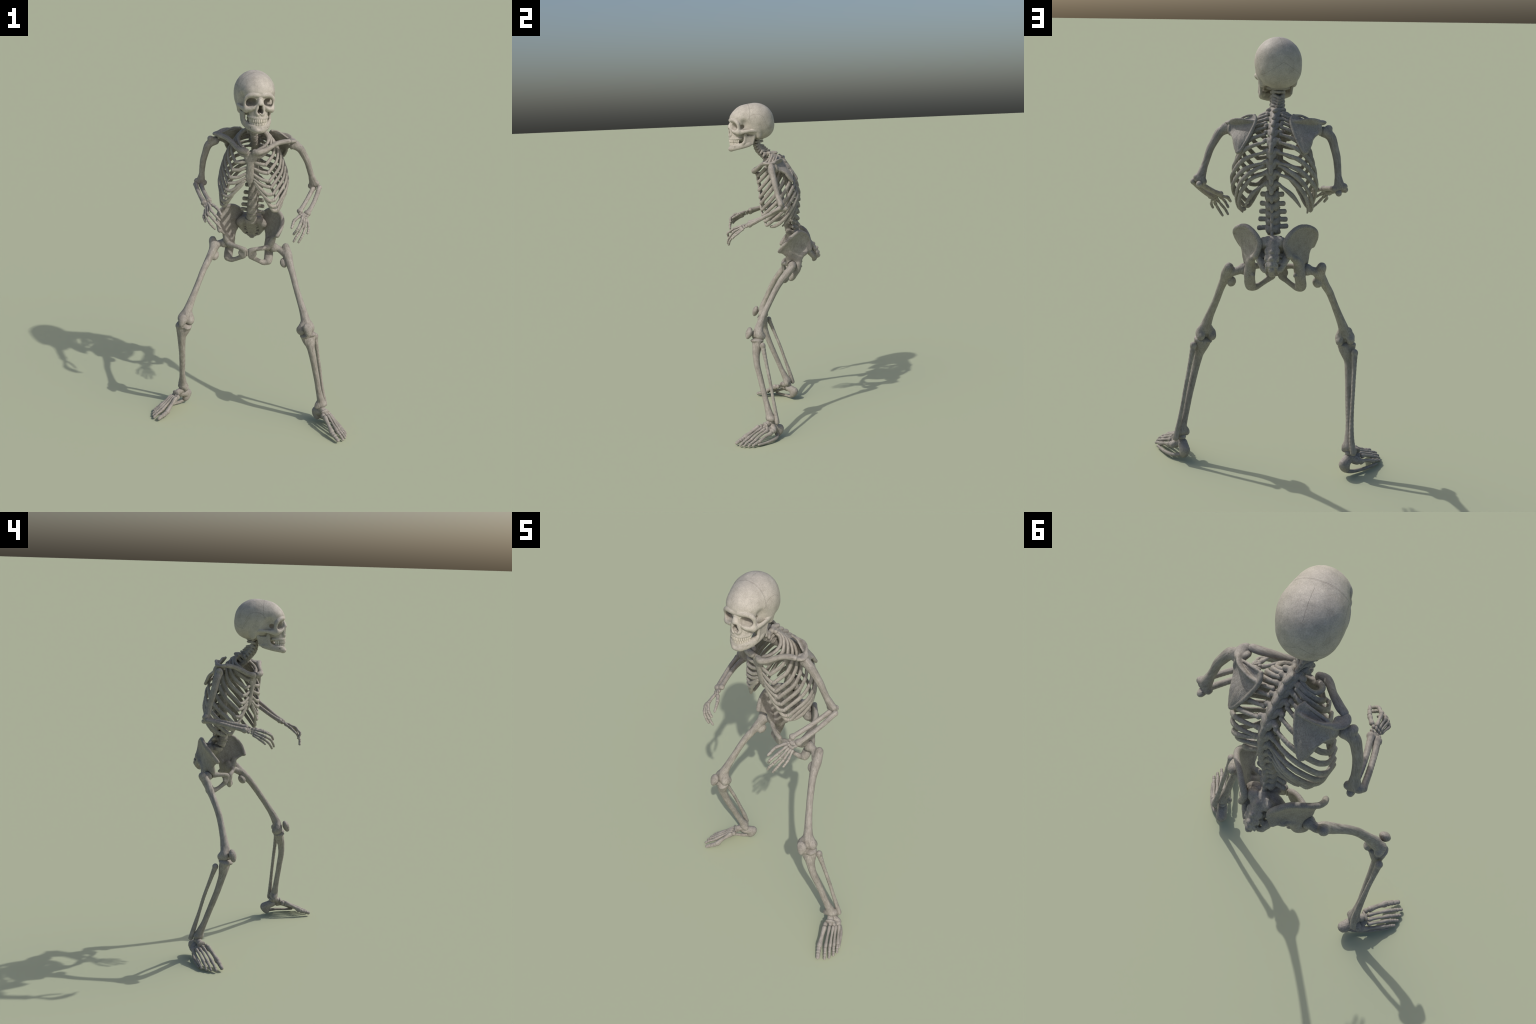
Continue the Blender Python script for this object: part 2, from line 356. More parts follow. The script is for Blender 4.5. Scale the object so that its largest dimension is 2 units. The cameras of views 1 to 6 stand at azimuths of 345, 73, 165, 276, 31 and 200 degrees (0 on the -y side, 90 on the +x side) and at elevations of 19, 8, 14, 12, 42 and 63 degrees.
def jaw():
    P = SKU.p
    b = Bone('mandible', P(0, 0, 0), P(0, 0, .1), SKU.d(1, 0, 0), .0016); b.R = SKU.R.copy()
    T = lambda pts, r, k=.006, flat=None: b.tube([P(*q) for q in pts], r, k, None if flat is None else SKU.d(*flat))
    for s in (1, -1):
        T([(s*.067, -.004, -.096), (s*.063, -.035, -.104), (s*.052, -.068, -.112), (s*.034, -.097, -.118), (s*.015, -.110, -.1205), (0, -.1125, -.121)],
          [(.0115, .0065), (.0125, .0065), (.013, .007), (.0130, .0075), (.0125, .0075), (.012, .0085)], .008, (0, 0, 1))
        T([(s*.058, -.046, -.098), (s*.046, -.064, -.102), (s*.040, -.087, -.105), (s*.024, -.104, -.107), (0, -.1105, -.107)], [.0070, .0070, .0062, .0056, .0056], .008)
        T([(s*.018, -.112, -.124), (0, -.1145, -.1235)], [.009, .0105], .010)
        # ramus: a thin plate with a notch between coronoid and condyle
        A, B, C, D = V(s*.066, -.046, -.092), V(s*.068, .006, -.098), V(s*.066, -.037, -.052), V(s*.0725, .021, -.052)
        g = []; rr = []
        for u in np.linspace(0, 1, 26):
            for v in np.linspace(0, 1, 22):
                g.append(P(*((1-u)*(1-v)*A+u*(1-v)*B+(1-u)*v*C+u*v*D))); rr.append(.0042+.0022*max(0, 2*abs(u-.5)-.6)/.4)
        b.sheet(g, rr, .001)
        T([(s*.0665, -.036, -.054), (s*.0665, -.036, -.040), (s*.066, -.037, -.030)], [(.009, .004), (.0065, .0035), (.003, .0025)], .006, (0, 1, 0))
        T([(s*.072, .017, -.056), (s*.074, .024, -.036), (s*.074, .027, -.027)], [(.009, .0045), (.006, .0045), (.0055, .008)], .006, (0, 1, 0))
        T([(s*.064, -.048, -.088), (s*.060, -.052, -.100)], [.006, .007], .006)
        b.ell(P(s*.043, -.098, -.114), (.003, .003, .003), SKU.R, .003, True)
    b.ell(P(0, -.128, -.113), (.012, .006, .006), SKU.R, .008, True)
    return b.build(M_JAW, root, 2, .0003, 1, 90, 2)
jw = jaw()

def tooth_mesh(name, e1, e2):
    """superquadric tooth crown"""
    me = bpy.data.meshes.new(name); n, m = 16, 10; vs, fs = [], []
    f = lambda w, e: math.copysign(abs(w)**e, w)
    for j in range(m+1):
        a = -math.pi/2+math.pi*j/m
        for i in range(n):
            t = 2*math.pi*i/n; c = f(math.cos(a), e1); vs.append((c*f(math.cos(t), e2), c*f(math.sin(t), e2), f(math.sin(a), e1)))
    for j in range(m):
        for i in range(n): fs.append((j*n+i, j*n+(i+1) % n, (j+1)*n+(i+1) % n, (j+1)*n+i))
    me.from_pydata(vs, [], fs); me.materials.append(M_TOOTH)
    for p in me.polygons: p.use_smooth = True
    me.update(); return me
def teeth():
    t_front, t_back = tooth_mesh('tooth_front', .55, .7), tooth_mesh('tooth_back', .5, .55)
    A, Bx = .066, .0455
    t = np.linspace(0, math.pi/2, 400); C = np.c_[Bx*np.sin(t), -.1195+A*(1-np.cos(t))]
    S = np.r_[0, np.cumsum(np.linalg.norm(np.diff(C, axis=0), axis=1))]
    W = {1: [.0105, .009, .0095, .009, .009, .0125, .012], 0: [.0075, .008, .009, .009, .0095, .0125, .012]}
    for up in (1, 0):
        for s in (1, -1):
            pos = 0
            for i, w in enumerate(W[up]):
                q = pos+w/2; pos += w; x = np.interp(q, S, C[:, 0])*(1 if up else .96); y = np.interp(q, S, C[:, 1])+(0 if up else .003)
                q2 = q+.001; tx, ty = np.interp(q2, S, C[:, 0])-np.interp(q, S, C[:, 0]), np.interp(q2, S, C[:, 1])-np.interp(q, S, C[:, 1])
                tl = math.hypot(tx, ty); tx, ty = s*tx/tl, ty/tl
                hgt = (.0098 if up else .0095)
                z = -.0765 if up else -.0945
                X, Z = SKU.d(tx, ty, 0), SKU.d(0, 0, 1); Y = np.cross(Z, X); o = SKU.p(s*x, y, z+(.0004*((i*7+up) % 3-1)))
                d = .0042 if i < 3 else .0055
                M = np.eye(4); M[:3, 0] = X*w*.475; M[:3, 1] = Y*d; M[:3, 2] = Z*hgt; M[:3, 3] = o
                place('tooth', t_front if i < 3 else t_back, Matrix(M.tolist()), sk if up else jw)
teeth()

# ---- spine ---------------------------------------------------------------------------------
def spine():
    T = THO.p
    body = [('c', (-.027, -.013, 1.763)), ('c', (-.026, -.011, 1.742)), ('c', (-.024, -.006, 1.723)), ('c', (-.022, .003, 1.706)), ('c', (-.018, .0165, 1.690)), ('c', (-.012, .033, 1.673))]
    tips = [(-.021, .038, 1.765), (-.022, .044, 1.738), (-.018, .053, 1.727), (-.012, .063, 1.718), (-.005, .076, 1.708), (.005, .092, 1.698)]
    th_b = [(-.049, .155), (-.029, .140), (-.009, .121), (.018, .096), (.044, .071), (.068, .046), (.081, .011), (.088, -.027), (.089, -.069), (.086, -.113)]
    th_t = [(.019, .191), (.043, .160), (.072, .133), (.097, .099), (.118, .064), (.139, .023), (.143, -.021), (.151, -.064), (.150, -.109), (.146, -.150)]
    for (y, z), (ty, tz) in zip(th_b, th_t): body.append(('t', tuple(T(0, y, z)))); tips.append(tuple(T(0, ty, tz)))
    lu_b = [(.080, -.157), (.073, -.200), (.070, -.240), (.073, -.280), (.084, -.319)]
    lu_t = [(.140, -.190), (.140, -.229), (.144, -.272), (.146, -.312), (.150, -.345)]
    for (y, z), (ty, tz) in zip(lu_b, lu_t): body.append(('l', tuple(T(0, y, z)))); tips.append(tuple(T(0, ty, tz)))
    C = np.array([b[1] for b in body]); Tp = np.array(tips); n = len(C)
    C2 = np.vstack([C[0]+(C[0]-C[1]), C, PEL.p(0, .005, .147)])
    info = []
    for i in range(n):
        kind = body[i][0]; U = unit(C2[i]-C2[i+2]); hgt = .5*np.linalg.norm(C2[i]-C2[i+2])
        w = np.clip((i-1)/6, 0, 1); X = unit((1-w)*SKU.R[0]+w*THO.R[0]); X = unit(X-(X@U)*U); B = np.cross(U, X)
        c = C[i]; tip = Tp[i]; L = (lambda x, y, z, c=c, X=X, B=B, U=U: c+x*X+y*B+z*U)
        b = Bone('vertebra', c-U*.01, c+U*.01, X, .0016)
        t = i-6 if kind == 't' else 0
        if kind == 'c':
            rx, ry = .0175+.0008*i, .0125+.0006*i
            b.drum(c, (X, B, U), rx, ry, hgt*.42, .10, .003)
            b.tube([L(-rx*.9, 0, hgt*.3), L(0, ry*.1, hgt*.2), L(rx*.9, 0, hgt*.3)], [.003]*3, .003)
            for s in (1, -1):
                b.tube([L(s*.010, .006, 0), L(s*.024, .010, -.001), L(s*.0285, .002, -.004)], [.006, .0065, .0055], .004)
                b.tube([L(s*.020, .018, -.005), L(s*.021, .020, .007)], [.0085, .0075], .004)
                b.tube([L(s*.012, .012, 0), L(s*.016, .025, -.001), c+(tip-c)*.72], [.0055, .0055, .005], .005)
            b.tube([c+(tip-c)*.62, tip], [(.006, .0055), (.0055 if i else .008, .005)], .005, X)
            if i == 0: b.ell(L(0, 0, .012), (.009, .008, .014), (X, B, U), .006)
        elif kind == 't':
            rx, ry = .0190+.0009*t, .0200+.0004*t
            b.drum(c, (X, B, U), rx, ry, hgt*.45, .13, .003)
            wt = .036-.0009*t
            for s in (1, -1):
                b.tube([L(s*.012, .014, .008), L(s*.017, .036, .008)], [.0075, .008], .005)
                b.tube([L(s*.014, .036, .006), L(s*.025, .041, .005), L(s*wt, .043, .004)], [.008, .0068, .0080], .005)
                b.tube([L(s*.016, .038, .012), L(s*.006, .047, -.004)], [.009, .010], .006)
                b.tube([L(s*.0125, .044, -.004), L(s*.012, .047, -.018)], [.0078, .0058], .005)
            m = L(0, .047, -.002)
            b.tube([m, m+(tip-m)*.5, tip], [(.012, .009), (.0085, .0095), (.0078, .0068)], .006, X)
        else:
            q = i-16; rx, ry = .0275+.0012*q, .0235+.0006*q
            b.drum(c, (X, B, U), rx, ry, hgt*.455, .14, .0035)
            wt = .046+.0042*q
            for s in (1, -1):
                b.tube([L(s*.016, .018, .005), L(s*.018, .034, .004)], [.009, .010], .006)
                b.tube([L(s*.018, .034, .004), L(s*.034, .036, .004), L(s*wt, .034, .004)], [(.0115, .007), (.0095, .0060), (.0105, .0068)], .004, U)
                b.tube([L(s*.019, .040, .014), L(s*.018, .046, -.006), L(s*.0165, .047, -.021)], [.0075, .0095, .0070], .006)
                b.tube([L(s*.018, .044, -.006), L(0, .052, -.008)], [.010, .011], .008)
            m = L(0, .050, -.006)
            b.tube([m, tip], [(.006, .012), (.0055, .0105)], .006, X)
        b.build(M_BONE, root, 2, .0003, 1, 200, 10+i)
        info.append((c, X, B, U, hgt, rx, ry))
    # atlas: a ring with wide wings under the skull
    c = V(-.0275, -.008, 1.786); X = SKU.R[0]; B = unit(V(0, 1, -.1)); b = Bone('vertebra', c-V(0, 0, .01), c, X, .0016)
    ring = [c+X*.030*math.sin(a)+B*(.018-.026*math.cos(a)) for a in np.linspace(0, 2*math.pi, 17)]
    b.tube(ring, .0068, .004, n=3)
    for s in (1, -1): b.tube([c+s*X*.022+B*.006, c+s*X*.046+B*.008-V(0, 0, .004)], [.011, .006], .006)
    b.build(M_BONE, root, 2, .0005, 1, 120, 9)
    # discs
    for i in range(n):
        c, X, B, U, hgt, rx, ry = info[i]; nx = info[i+1][0] if i+1 < n else PEL.p(0, .008, .140)
        m = (c+nx)/2 if i+1 < n else c-U*hgt*.5; d = unit(c-nx)
        k = Bone('intervertebral_disc', m-d*.005, m+d*.005, X, .0022)
        k.drum(m, (X, np.cross(d, X), d), rx*.90, ry*.90, hgt*.10, 0, .001).build(M_CART, root, 1, .0002)
spine()

# ---- ribs, sternum -----------------------------------------------------------------------------
K = {1: (.057, -.090, .059), 2: (.080, -.097, .014), 3: (.094, -.092, -.032), 4: (.105, -.087, -.076), 5: (.115, -.081, -.110),
     6: (.126, -.072, -.147), 7: (.137, -.065, -.180), 8: (.148, -.048, -.215), 9: (.153, -.040, -.240)}
START = {1: (.034, -.008, .178), 2: (.035, .004, .169), 3: (.036, .018, .155), 4: (.036, .034, .140), 5: (.036, .052, .122), 6: (.036, .080, .095),
         7: (.036, .108, .064), 8: (.036, .121, .021), 9: (.035, .129, -.022)}
XMAX = {1: .093, 2: .112, 3: .131, 4: .147, 5: .159, 6: .170, 7: .180, 8: .187, 9: .182}
TEMPL = [(-.04, .05, .30), (-.02, .13, .57), (.07, .26, .78), (.20, .42, .94), (.29, .50, .99), (.44, .63, 1.), (.58, .735, .955)]
def rib_path(i):
    S, k, xm = V(*START[i]), V(*K[i]), XMAX[i]; pts = [S]
    for fy, fz, fx in TEMPL: pts.append(V(S[0]+(xm-S[0])*fx, S[1]+(k[1]-S[1])*fy, S[2]+(k[2]-S[2])*fz))
    xl = pts[-1][0]
    for f, g in ((.78, .45),): pts.append(V(xl+(k[0]-xl)*g, S[1]+(k[1]-S[1])*f, S[2]+(k[2]-S[2])*(f+.08)))
    pts.append(k); return pts
def ribs():
    A = [(.030, -.022, .182), (.052, -.016, .172), (.073, -.028, .150), (.079, -.055, .130), (.064, -.082, .108), (.036, -.096, .090)]
    RING = [(.035, .129, -.032), (.070, .142, -.050), (.104, .145, -.072), (.140, .128, -.112), (.163, .090, -.172), (.165, .045, -.222), (.156, .005, -.247), (.146, -.024, -.253)]
    LOW = [(.034, .133, -.070), (.083, .145, -.086), (.115, .134, -.119), (.140, .116, -.158), (.150, .098, -.195), (.150, .070, -.232), (.144, .048, -.252)]
    FLO = [(.032, .127, -.114), (.060, .133, -.135), (.088, .130, -.160), (.110, .118, -.192), (.121, .106, -.215)]
    CART = {1: [(.044, -.095, .054), (.028, -.099, .056)], 2: [(.050, -.099, .016), (.022, -.097, .022)], 3: [(.055, -.095, -.026), (.022, -.092, -.012)],
            4: [(.062, -.090, -.068), (.022, -.089, -.044)], 5: [(.068, -.086, -.098), (.024, -.086, -.070)], 6: [(.098, -.082, -.148), (.062, -.086, -.120), (.026, -.085, -.084)],
            7: [(.112, -.075, -.184), (.084, -.081, -.160), (.058, -.084, -.130), (.034, -.085, -.100)], 8: [(.126, -.061, -.218), (.104, -.070, -.196), (.084, -.079, -.164)], 9: [(.134, -.052, -.243), (.117, -.060, -.220), (.102, -.069, -.196)]}
    for s, _ in both:
        m = lambda q: THO.p(s*q[0], q[1], q[2])
        jobs = [(A, 'A')]+[(rib_path(i), i) for i in K]+[(RING, 'ring'), (LOW, 'low'), (FLO, 'flo')]
        for pts, tag in jobs:
            n = len(pts); W = [m(q) for q in pts]; hgt = .0104; th = .0072
            r = [(hgt, th)]*n
            r[0] = (.0060, .0062); r[1] = (.0082, .0072)
            if tag == 'A': r = [(.0065, .0065)]+[(.0095, .0075)]*(n-2)+[(.0105, .0080)]
            elif tag in ('low', 'flo'): r[-1] = (.0045, .0036); r[-2] = (.0074, .0056)
            elif tag == 'ring': r[-1] = (.0078, .006)
            else: r[-1] = (.0098, .0074)
            # the flat of a rib stays tangent to the cage: its tall axis is up, tilted with the slope
            b = Bone('rib', W[0], W[-1], (0, 0, 1), .0017)
            b.tube(W, r, .002, (THO.d(0, -.25, 1) if tag != 'A' else THO.d(s*.8, 0, .45)), n=4)
            if tag != 'A': b.ell(W[0], (.0085, .0085, .0085), None, .004)
            b.build(M_LONG, root, 2, .0004, 4, 160, 40+len(OBJ))
        for i, c in CART.items():
            pts = [V(*K[i])]+[V(*q) for q in c]; pts[0] = pts[0]+.0035*unit(pts[1]-pts[0]); W = [m(q) for q in pts]
            r = [(.0096, .0072)]+[(.0088, .0066)]*(len(pts)-2)+[(.0078, .0062)]
            Bone('costal_cartilage', W[0], W[-1], (0, 0, 1), .0017).tube(W, r, .002, THO.d(0, 0, 1), n=5).build(M_CART, root, 2, .0004, 3, 150, 70+len(OBJ))
ribs()
def sternum():
    P = THO.p; X = THO.R[0]
    yz = lambda z: -.099+(.073-.099)*-1*0+(-.103-(-.099))*0+(-.1015+.00015*0)+.0995 if False else np.interp(z, [-.12, -.09, -.03, .02, .08], [-.073, -.080, -.0925, -.101, -.104])
    b = Bone('sternum', P(0, yz(-.12), -.12), P(0, yz(.08), .08), X, .0016)
    def seg(zs, ws, th):
        b.tube([P(0, yz(z), z) for z in zs], [(w, t) for w, t in zip(ws, th)], .003, X)
    seg([.070, .060, .045, .030, .021], [.026, .033, .036, .027, .022], [.0095]*5)
    for s in (1, -1): b.tube([P(s*.012, yz(.06), .060), P(s*.027, yz(.06)-.001, .066)], [.010, .0095], .006)
    b.ell(P(0, yz(.083), .086), (.010, .006, .008), THO.R, .008, True)
    seg([.0165, .005, -.02, -.05, -.075, -.092], [.0195, .0185, .0195, .0225, .0235, .0130], [.0092]*6)
    seg([-.09, -.105, -.118], [.0100, .0080, .0045], [.006, .005, .0036])
    b.build(M_BONE, root, 2, .0005, 2, 130, 5)
sternum()

# ---- shoulder girdle --------------------------------------------------------------------------
def girdle():
    for s, _ in both:
        m = lambda *q: THO.p(s*q[0], q[1], q[2])
        W = [m(.022, -.1185, .081), (m(.046, -.123, .085)), m(.068, -.113, .091), m(.090, -.095, .103), m(.112, -.077, .117), m(.136, -.061, .129), m(.163, -.046, .135), m(.187, -.037, .138)]
        b = Bone('clavicle', W[0], W[-1], (0, 0, 1), .0018)
        b.tube(W, [(.0165, .0150), (.0148, .0145), (.0132, .0132), (.0122, .0125), (.0118, .0125), (.0115, .0135), (.0115, .0145), (.0112, .0130)], .003, V(0, 0, 1))
        b.build(M_LONG, root, 2, .0004, 5, 150, 20+s)
        # scapula
        b = Bone('scapula', m(.143, .119, .022), m(.14, .05, .15), THO.R[0], .0018)
        top = spline([(.085, .030, .172), (.120, .030, .170), (.160, .022, .150), (.196, .018, .128)], 8)
        med = spline([(.085, .030, .172), (.076, .052, .152), (.092, .082, .106), (.116, .106, .060), (.143, .119, .022)], 8)
        lat = spline([(.196, .018, .128), (.192, .034, .100), (.176, .062, .086), (.164, .090, .066), (.150, .116, .024)], 8)
        g = []; rr = []
        for j in range(33):
            a, c = med[j], lat[j]; nn = int(np.linalg.norm(c-a)/.0022)+2
            for t in np.linspace(0, 1, nn):
                q = a*(1-t)+c*t; bul = 4*t*(1-t); q = q+V(0, .007, 0)*bul
                g.append(m(*q)); rr.append(.0038+.0022*max(0, 1-abs(t)*9)+.004*max(0, (t-.72)/.28))
        for q0, q1 in zip(top[:-1], top[1:]):
            for t in np.linspace(0, 1, 5): g.append(m(*(q0*(1-t)+q1*t))); rr.append(.0048)
        b.sheet(g, rr, .001)
        b.tube([m(*q) for q in [(.086, .030, .172), (.077, .052, .152), (.092, .083, .106), (.116, .108, .060), (.141, .120, .024), (.156, .108, .035), (.168, .086, .064)]], [.0055, .006, .0052, .0052, .0065, .0062, .0062], .004)
        # spine and acromion
        b.tube([m(*q) for q in [(.078, .052, .150), (.105, .055, .149), (.140, .050, .150), (.172, .036, .147), (.198, .012, .140)]], [(.004, .005), (.007, .0045), (.0125, .0045), (.014, .0052), (.009, .009)], .006, THO.d(s*-.15, .55, .8))
        b.tube([m(*q) for q in [(.192, .018, .139), (.205, .000, .1365), (.207, -.018, .1355), (.197, -.033, .1365)]], [(.012, .0065), (.0150, .0066), (.0150, .0066), (.011, .0075)], .006, THO.d(s, .2, .15))
        # glenoid and coracoid
        b.ell(m(.198, .020, .108), (.010, .019, .025), THO.R, .008)
        b.tube([m(*q) for q in [(.190, .012, .130), (.182, -.010, .132), (.188, -.026, .120)]], [.009, .0075, .006], .006)
        b.build(M_BONE, root, 2, .0005, 2, 110, 30+s)
girdle()

# ---- arms ---------------------------------------------------------------------------------------
ARM = dict(
    L=dict(tub=(.216, .012, 1.626), head=(.200, .020, 1.607), shaft=[(.236, .006, 1.592), (.262, .007, 1.555), (.283, .009, 1.517), (.299, .013, 1.475), (.316, .018, 1.431), (.331, .025, 1.400)],
           lat=(.350, .019, 1.397), med=(.314, .040, 1.374), r1=[(.359, .008, 1.374), (.325, -.050, 1.338), (.285, -.108, 1.302), (.250, -.148, 1.279)],
           r2=[(.333, .030, 1.367), (.297, -.020, 1.341), (.252, -.082, 1.310), (.212, -.135, 1.288)], ole=(.342, .054, 1.368)),
    R=dict(tub=(-.214, .164, 1.626), head=(-.188, .170, 1.603), shaft=[(-.222, .174, 1.580), (-.238, .184, 1.528), (-.245, .193, 1.488), (-.247, .204, 1.446), (-.247, .215, 1.404), (-.250, .222, 1.382)],
           lat=(-.276, .229, 1.370), med=(-.224, .223, 1.358), r1=[(-.279, .216, 1.352), (-.280, .145, 1.338), (-.277, .070, 1.321), (-.270, .010, 1.307)],
           r2=[(-.247, .215, 1.348), (-.253, .145, 1.343), (-.252, .070, 1.333), (-.247, .006, 1.321)], ole=(-.243, .240, 1.340)))
def arms():
    for s, k in both:
        a = ARM[k]; hd = V(*a['head']); sh = [V(*q) for q in a['shaft']]; la, me = V(*a['lat']), V(*a['med']); ax = unit(la-me); mid = (la+me)/2
        b = Bone('humerus', hd, mid, ax, .0018)
        b.tube([hd]+sh+[mid], [.018, .0185, .0160, .0142, .0134, .0134, .0145, .013], .006)
        out = unit(sh[0]-hd)
        b.ell(hd, .0225, None, .006); b.ell(V(*a['tub'])-V(0, 0, .011), (.0165, .0165, .0165), None, .010)
        b.tube([sh[1]+out*.004, sh[2]+out*.003, sh[3]], [.011, .012, .010], .006)
        b.tube([sh[-2], mid+ax*.010, la-ax*.003], [.0125, .013, .0105], .008); b.tube([sh[-2], mid-ax*.010, me+ax*.004], [.0125, .013, .0100], .008)
        b.tube([la-ax*.006, mid, me+ax*.006], [.0125, .0118, .0128], .005)
        fwd = unit(np.cross(ax, mid-hd)); 
        b.build(M_LONG, root, 2, .0009, 10, 100, 50+s)
        for nm, path, pr, ds in (('radius', a['r1'], .0130, .0150), ('ulna', a['r2'], .0135, .0125)):
            p = [V(*q) for q in path]; b = Bone(nm, p[0], p[-1], (0, 0, 1), .0016)
            b.tube(p, [pr*.9, .0108, .0104, ds*.88], .004)
            b.ell(p[0], (pr, pr, pr), None, .006); wa = unit(V(*a['r1'][-1])-V(*a['r2'][-1]))
            b.tube([p[-1]-wa*.004, p[-1]+wa*.004], [ds*.86]*2, .006)
            if nm == 'ulna':
                o = V(*a['ole']); b.tube([p[0]+(p[1]-p[0])*.12, p[0], o], [.0105, .0115, .0125], .006)
            b.build(M_LONG, root, 2, .0007, 10, 120, 60+s)
arms()

# ---- hands ----------------------------------------------------------------------------------------
HAND = dict(
    L=dict(w1=(.250, -.148, 1.279), w2=(.212, -.135, 1.288),
        thumb=[(.203, -.168, 1.272), (.160, -.206, 1.257), (.150, -.225, 1.243), (.139, -.242, 1.229)],
        fingers=[[(.212, -.186, 1.272), (.190, -.234, 1.255), (.164, -.264, 1.229), (.156, -.259, 1.214), (.148, -.250, 1.198)],
                 [(.220, -.186, 1.264), (.205, -.235, 1.241), (.177, -.254, 1.207), (.161, -.262, 1.188), (.147, -.261, 1.161)],
                 [(.231, -.186, 1.260), (.217, -.230, 1.226), (.199, -.253, 1.197), (.188, -.260, 1.180), (.173, -.262, 1.156)],
                 [(.240, -.183, 1.256), (.237, -.224, 1.227), (.232, -.239, 1.216), (.228, -.246, 1.208), (.223, -.251, 1.200)]]),
    R=dict(w1=(-.270, .010, 1.307), w2=(-.247, .006, 1.321),
        thumb=[(-.238, -.043, 1.311), (-.219, -.080, 1.301), (-.213, -.104, 1.291), (-.208, -.130, 1.279)],
        fingers=[[(-.253, -.043, 1.308), (-.257, -.100, 1.298), (-.240, -.132, 1.280), (-.228, -.139, 1.267), (-.216, -.141, 1.252)],
                 [(-.261, -.041, 1.299), (-.272, -.101, 1.279), (-.250, -.132, 1.258), (-.231, -.142, 1.236), (-.210, -.147, 1.211)],
                 [(-.268, -.038, 1.290), (-.282, -.094, 1.268), (-.271, -.124, 1.243), (-.257, -.133, 1.225), (-.238, -.139, 1.206)],
                 [(-.274, -.035, 1.282), (-.291, -.081, 1.259), (-.289, -.093, 1.250), (-.287, -.100, 1.244), (-.285, -.107, 1.237)]]))
def digit(b, p0, p1, r0, rm, r1, gap=.0012):
    d = unit(p1-p0); a, c = p0+d*(gap+r0*.55), p1-d*(gap+r1*.55); L = np.linalg.norm(c-a)
    b.tube([a, a+d*L*.28, a+d*L*.65, c], [r0, rm*1.05, rm, r1], .003)
def hands():
    for s, k in both:
        h = HAND[k]; w1, w2 = V(*h['w1']), V(*h['w2']); wm = (w1+w2)/2; F = [[V(*q) for q in f] for f in h['fingers']]; th = [V(*q) for q in h['thumb']]
        bases = [th[0]]+[f[0] for f in F]
        b = Bone('hand', wm, (F[1][0]+F[2][0])/2, w1-w2, .0012)           # the wrist bones carry the fingers
        dirv = unit((F[1][0]+F[2][0])/2-wm); pal = unit(np.cross(dirv, w1-w2))
        far = [th[0], F[0][0], F[1][0], F[2][0], F[3][0]]
        for i in range(4):                                            # far row
            q = (far[i]*.5+far[i+1]*.5) if i == 0 else far[i]*.7+far[i+1]*.3
            b.ell(q-dirv*.009, (.0072, .0080, .0066), (unit(w1-w2), dirv, pal), .0008)
        for i in range(4):                                            # near row
            t = i/3.; q = (w2*(1-t)+w1*t)*.62+(far[0]*(1-t)+far[4]*t)*.38
            b.ell(q+dirv*.005, (.0080, .0078, .0072), (unit(w1-w2), dirv, pal), .0008)
        b.ell(wm+dirv*.018-pal*0, (.016, .014, .0055), (unit(w1-w2), dirv, pal), .001)
        hand = b.build(M_BONE, root, 1, .0004, 1, 200, 80+s)
        for fi, f in enumerate([th]+F):
            if fi == 0: R = [(.0088, .0062, .0085), (.0078, .0055, .0068), (.0066, .0048, .0046)]
            else:
                q = 1.0 if fi < 4 else .82; R = [(.0075*q, .0050*q, .0082*q), (.0078*q, .0050*q, .0066*q), (.0067*q, .0045*q, .0060*q), (.0060*q, .0045*q, .0046*q)]
            for j in range(len(f)-1):
                c = Bone('metacarpal' if j == 0 else 'finger_bone', f[j], f[j+1], pal, .0012)
                digit(c, f[j], f[j+1], *R[j], gap=.0006); c.build(M_LONG, hand, 1, .0003, 3, 200, 90+j)
hands()

